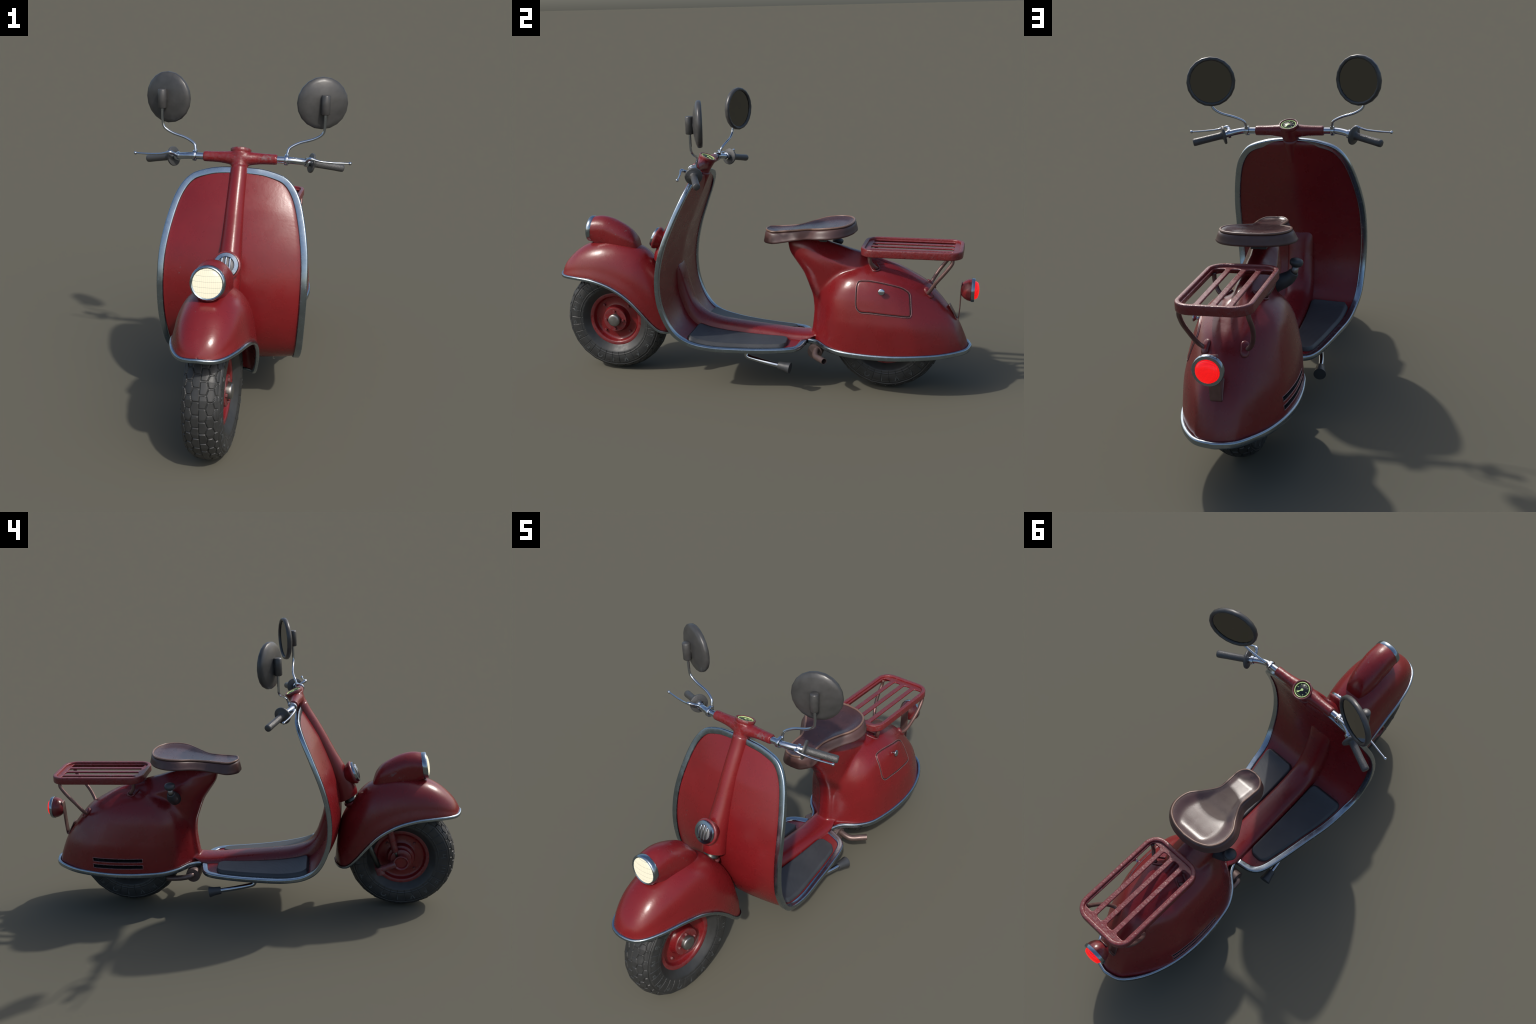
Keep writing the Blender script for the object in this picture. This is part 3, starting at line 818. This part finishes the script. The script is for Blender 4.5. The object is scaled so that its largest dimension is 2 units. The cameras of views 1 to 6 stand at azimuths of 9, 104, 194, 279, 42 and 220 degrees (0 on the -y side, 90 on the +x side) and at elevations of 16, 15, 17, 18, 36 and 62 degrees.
# ------------------------------------------------------------------ steering column, stem, fork
mb = MB()
cl = [(.993, -.262, .0335, .034), (.95, -.283, .0345, .035), (.9, -.3095, .036, .038), (.83, -.3445, .038, .041), (.756, -.3790, .040, .044), (.68, -.4175, .043, .048), (.62, -.447, .045, .052), (.567, -.4650, .046, .056), (.545, -.4700, .0455, .056), (.538, -.4715, .043, .052), (.537, -.4715, .02, .02)]
cl = catmull(np.array(cl), 4); G = []
ax = unit(V3(0, .437, .90)); nf = unit(V3(0, -.90, .437))
for z, y, rx, ry in cl:
    ring = []
    for a in np.linspace(0, 2*np.pi, 36, endpoint=False):
        ring.append(V3(0, y, z-.002)+V3(1, 0, 0)*rx*math.cos(a)+nf*ry*math.sin(a)*(1. if math.sin(a) > 0 else 1.15))
    G.append(ring)
mb.grid(np.array(G), cv=True, cap0=True, cap1=True)
column = finish("steering_column", mb.mesh(), M_RED)
sb = V3(0, -.4865, .533); axd = -ax
mb = MB(); mb.revolve([(-.03, .030), (.004, .030), (.006, .032), (.010, .032), (.012, .029), (.016, .029)], sb, axd, 28); finish("steering_bearing", mb.mesh(), M_FORKTUBE, column)
mb = MB(); mb.revolve([(.013, .030), (.014, .0375), (.022, .0395), (.028, .036), (.05, .0315), (.10, .031)], sb, axd, 28); finish("steering_stem", mb.mesh(), M_RED, column)
# front suspension on one side
fk = MB(); ft = MB()
mb = MB(); mb.tube(np.array([(-.090, -.66, .440), (-.090, -.6745, .392), (-.090, -.697, .300), (-.090, -.698, .297)]), [.0165, .0165, .0155, .011], 18)
damper = finish("damper", mb.mesh(), M_HUBRED)
mb = MB(); mb.tube(np.array([(-.090, -.695, .302), (-.092, -.704, .276)]), .006, 12); mb.tube(np.array([(-.093, -.565, .36), (-.093, -.585, .305), (-.093, -.622, .214)]), .0125, 16)
mb.tube(np.array([(-.093, -.625, .19), (-.093, -.632, .178)]), .007, 10)
finish("fork_tube", mb.mesh(), M_FORKTUBE, damper)
mb = MB()
mb.revolve([(-.06, .030), (-.004, .033), (.004, .0365), (.008, .0350), (.009, .0315), (.006, .0265), (.000, .0245), (.0, .001)], (-.1, -.7235, .2465), (-1, 0, 0), 32)
mb.tube(np.array([(-.093, -.620, .222), (-.093, -.631, .186)]), [.0205, .0205], 18)
mb.tube(np.array([(-.094, -.628, .209), (-.096, -.665, .224), (-.096, -.70, .238)]), [.017, .015, .017], 14)
arm = finish("trailing_link", mb.mesh(), M_HUBRED, guard, angle=45)

# horn with grille
hc = V3(0, -.4985, .657); hax = unit(V3(0, -.92, .39))
mb = MB(); mb.revolve([(-.045, .034), (-.018, .044), (-.004, .0525), (0, .0545), (.006, .0555), (.009, .0535), (.011, .047)], hc, hax, 28); horn = finish("horn", mb.mesh(), M_HUBRED)
mb = MB(); mb.revolve([(.008, .0485), (.017, .0485), (.0205, .0465), (.0215, .040), (.0225, .033), (.0165, .0315)], hc, hax, 24, caps=False); finish("horn_ring", mb.mesh(), M_TRIM, horn, angle=50)
mb = MB(); mb.revolve([(.010, .034), (.0172, .0335), (.0178, .001)], hc, hax, 24); finish("horn_mesh", mb.mesh(), M_GRILLE, horn)
mb = MB(); hup = unit(np.cross(V3(1, 0, 0), hax)); hup = hup if hup[2] > 0 else -hup
for k in (-1, 0, 1):
    x = k*.0155; L_ = math.sqrt(.0335**2-x*x)
    a_ = np.linspace(-1, 1, 9)
    path = np.array([hc+hax*(.0215+.003*(1-q*q))+hup*(q*L_)+V3(x, 0, 0) for q in a_]); mb.tube(path, .0036, 8)
finish("horn_bar", mb.mesh(), M_CHROME, horn)

# ------------------------------------------------------------------ handlebar
HB = V3(0, -.249, 1.022); dn_ = unit(V3(0, .403, .915)); dc = V3(0, -.2355, 1.0465)
mb = MB()
xs2 = np.linspace(-.1465, .1465, 31)
mb.tube(np.array([(x, -.249-.004*math.exp(-(x/.05)**2), 1.0225-.002*math.exp(-(x/.05)**2)) for x in xs2]), [.0208+.0095*math.exp(-(x/.058)**2) for x in xs2], 24)
boss = [(0, .0345), (.01, .0335), (.025, .034), (.042, .0365), (.055, .0395), (.0585, .0402)]
b0 = V3(0, -.2655, .984); bd = unit(dc-b0); Lb = np.linalg.norm(dc-b0)
mb.revolve([(h*Lb/.066, r) for h, r in boss], b0, unit(bd*.45+dn_*.55), 40)
bar = remeshed("handlebar", mb.mesh(), M_RACK, .0028, 26)
bar.data.materials.clear(); M_BAR = paint("handlebar_paint", wear=.30, chips=.56, bumpy=.3); bar.data.materials.append(M_BAR)
dc = dc+dn_*.0042
dl = MB()
dl.revolve([(-.018, .0365), (-.008, .0398), (.0015, .0410), (.0035, .0398), (.0035, .0362), (.0005, .0340), (-.004, .0325)], dc, dn_, 40, caps=False)
bez = finish("dial_bezel", dl.mesh(), M_RACK, bar)
dU = unit(V3(0, -.915, .403)); dR = V3(-1, 0, 0)     # up (forward) and right as the rider sees it
mb = MB(); mb.revolve([(-.006, .034), (-.0005, .034), (-.0005, .001)], dc, dn_, 40, caps=False); finish("dial_face", mb.mesh(), M_DIAL, bar)
mb = MB(); th = np.linspace(0, 2*np.pi, 64, endpoint=False)
mb.tube(np.array([dc+dn_*.0003+.0298*(math.cos(a)*dR+math.sin(a)*dU) for a in th]), .0019, 6, closed=True)
def dialdir(deg): a = math.radians(deg); return math.cos(a)*dR+math.sin(a)*dU
# needle
# image angles in the top view are rotated against the rider's frame
nd_ = dialdir(238); ns_ = np.cross(dn_, nd_)
P_ = [(0, .0035), (.006, .0018), (.011, .0016), (.0155, .0034), (.0175, .003), (.0235, .0004)]
for h0, h1 in ((.0008, .0016),):
    ou = [dc+nd_*a+ns_*b for a, b in P_]+[dc+nd_*a-ns_*b for a, b in P_[::-1]]
    n_ = len(ou); vv = [p+dn_*h0 for p in ou]+[p+dn_*h1 for p in ou]
    mb.add(vv, [tuple(range(n_))[::-1], tuple(range(n_, 2*n_))]+[(i, (i+1) % n_, n_+(i+1) % n_, n_+i) for i in range(n_)])
mb.revolve([(.0005, .0052), (.002, .0052), (.0024, .004), (.0025, .0005)], dc, dn_, 20)
finish("dial_needle", mb.mesh(), M_GLOW, bar, angle=40)
mb = MB()
for k in range(8):
    if k == 7: continue
    d_ = dialdir(225-k*45+0); sdir = np.cross(dn_, d_)
    mb.tube(np.array([dc+d_*.0285+dn_*.0003, dc+d_*.0225+dn_*.0003]), .0007, 6)
    mb.revolve([(-.0002, .0026), (.0006, .0024), (.0007, .0004)], dc+d_*.0203, dn_, 8)
for q in np.linspace(-1, 1, 7):
    p = dc+dialdir(270)*.0222+np.cross(dn_, dialdir(270))*q*.011+dn_*.0003
    mb.tube(np.array([p-dialdir(270)*.0015, p+dialdir(270)*.0015]), .0010, 6)
finish("dial_numerals", mb.mesh(), M_DIM, bar)

STALK = [(.181, -.233, 1.034), (.1835, -.230, 1.048), (.191, -.223, 1.066), (.227, -.212, 1.085), (.28, -.207, 1.101), (.313, -.206, 1.121), (.3215, -.206, 1.148), (.322, -.2065, 1.205)]
gd = unit(V3(.395-.276, -.1615+.213, .9855-1.009))
for sx in (1, -1):
    S = V3(sx, 1, 1)
    mb = MB()
    tp_ = catmull([(.12, -.249, 1.022), (.16, -.2495, 1.022), (.20, -.2475, 1.0215), (.235, -.236, 1.017), (.260, -.2225, 1.012), (.285, -.209, 1.007)], 6)
    mb.tube(tp_*S, .0132, 16)
    # clamp collar of the mirror
    mb.revolve([(-.0075, .0150), (-.0072, .0190), (-.006, .0200), (.006, .0200), (.0072, .0190), (.0075, .0150)], V3(.182, -.249, 1.022)*S, (1, 0, 0), 20, caps=False)
    mb.box(V3(.182, -.238, 1.036)*S, .015, .018, .012)
    # lever clamp and pivot
    gS = gd*S
    mb.revolve([(-.006, .0140), (-.0055, .0185), (.0055, .0185), (.006, .0140)], V3(.257, -.2235, 1.0125)*S, gS, 20, caps=False)
    mb.tube(catmull([(.258, -.238, 1.018), (.266, -.255, 1.028), (.276, -.265, 1.033)], 4)*S, [.007]*2+[.0065]*7, 10)
    pipe = finish("handlebar_tube", mb.mesh(), M_CHROME, bar, angle=50)
    lv = catmull([(.270, -.262, 1.032), (.281, -.267, 1.034), (.296, -.266, 1.030), (.320, -.259, 1.024), (.360, -.2505, 1.0205), (.395, -.242, 1.019), (.424, -.2355, 1.0185)], 5)
    mb = MB(); mb.tube(lv*S, np.interp(np.linspace(0, 1, len(lv)), [0, .12, .3, 1], [.0075, .0080, .0046, .0034]), 10)
    bm = bmesh.new(); bmesh.ops.create_uvsphere(bm, u_segments=16, v_segments=10, radius=.0066); vv = np.array([v.co for v in bm.verts])+V3(.4265, -.235, 1.0185)*S
    mb.add(vv, [tuple(v.index for v in f.verts) for f in bm.faces]); bm.free()
    finish("brake_lever", mb.mesh(), M_CHROME, bar)
    # grip with flange
    g0 = V3(.276, -.2135, 1.009); mb = MB()
    mb.revolve([(-.005, .014), (-.0055, .036), (-.004, .0385), (.001, .0390), (.004, .0375), (.0055, .034), (.0065, .020), (.010, .0165), (.02, .0148), (.09, .0150), (.124, .0158), (.131, .0150), (.1335, .0125), (.134, .002)], g0*S, gS, 28)
    finish("grip", mb.mesh(), M_GRIP, bar, angle=50)
    # mirror
    al = math.radians(19.6)
    mn = V3(sx*math.sin(al), -math.cos(al), 0)           # back of the mirror
    mc = V3(.3065*sx, -.172, 1.237)
    mb = MB()
    mb.revolve([(-.010, .0865), (-.0125, .0885), (-.0135, .0925), (-.012, .0980), (-.006, .1008), (.003, .1005), (.0075, .0975), (.0135, .083), (.0190, .062), (.0232, .038), (.0255, .016), (.0258, .001)], mc, mn, 20, caps=False)
    mb.grid(np.array([[mc+mn*h+r*(math.cos(a)*V3(0, 0, 1)+math.sin(a)*np.cross(mn, V3(0, 0, 1))) for a in np.linspace(0, 2*np.pi, 24, endpoint=False)] for h, r in ((-.010, .0865), (-.003, .084))]), cv=True)
    mir = finish("mirror", mb.mesh(), M_MIRROR)
    mb = MB(); mb.revolve([(-.0020, .0865), (-.0062, .0865), (-.0064, .001)], mc, mn, 48, caps=False); finish("mirror_glass", mb.mesh(), M_GLASS, mir, angle=30)
    hc_ = V3(.322*sx, -.2075, 1.2345)
    mb = MB(); mb.revolve([(-.0375, .002), (-.0375, .0145), (-.0345, .0172), (.0335, .0172), (.0375, .0145), (.0378, .002)], hc_, (0, 0, 1), 20)
    mb.tube(np.array([hc_, hc_-mn*.016]), .014, 12)
    finish("mirror_holder", mb.mesh(), M_MIRROR, mir, angle=60)
    mb = MB(); mb.tube(catmull(STALK, 7)*S, .0054, 10); finish("mirror_stalk", mb.mesh(), M_CHROME, mir)

# ------------------------------------------------------------------ kick stand and exhaust
for sx in (1, -1):
    S = V3(sx, 1, 1)
    mb = MB(); mb.tube(catmull([(.150, -.035, .185), (.151, -.036, .163), (.154, -.026, .149), (.162, .01, .142), (.176, .075, .134), (.184, .135, .127)], 6)*S, .0112, 12)
    leg = finish("stand_leg", mb.mesh(), M_CHROME)
    d_ = unit(V3(.008, .06, -.008))*S
    mb = MB(); mb.revolve([(-.003, .0165), (0, .0178), (.03, .0205), (.05, .0252), (.0535, .0250), (.054, .002)], V3(.182, .126, .128)*S, d_, 20); finish("stand_foot", mb.mesh(), M_BLACK, leg, angle=50)
mb = MB()
mb.revolve([(-.105, .02), (-.104, .0335), (-.098, .035), (.078, .035), (.084, .0335), (.085, .02)], (0, .272, .166), (1, 0, 0), 28)
exh = finish("silencer", mb.mesh(), M_EXH, angle=50)
def hollow_pipe(path):
    m = MB(); p = catmull(path, 6); m.tube(p, .0142, 16, caps=False); e = p[-1]; t = unit(p[-1]-p[-2])
    m.revolve([(0, .0142), (.0005, .0132), (0, .0118), (-.03, .0116), (-.031, .001)], e, t, 16, caps=False); return m
m = hollow_pipe([(.075, .284, .176), (.10, .280, .173), (.126, .283, .167), (.145, .294, .164), (.170, .316, .165), (.193, .336, .166)])
finish("exhaust_pipe", m.mesh(), M_EXH, exh, angle=50)
m = MB(); m.tube(catmull([(-.08, .27, .172), (-.113, .277, .170), (-.116, .30, .163), (-.112, .34, .155), (-.105, .40, .150)], 6), .0135, 14); finish("exhaust_pipe", m.mesh(), M_EXH, exh)
print("objects", len(bpy.data.objects), "tris", sum(len(o.data.loop_triangles) if not o.data.calc_loop_triangles() else 0 for o in bpy.data.objects if o.type == 'MESH'))

def depth(o): return 0 if o.parent is None else 1+depth(o.parent)
assert max(depth(o) for o in bpy.data.objects) <= 2
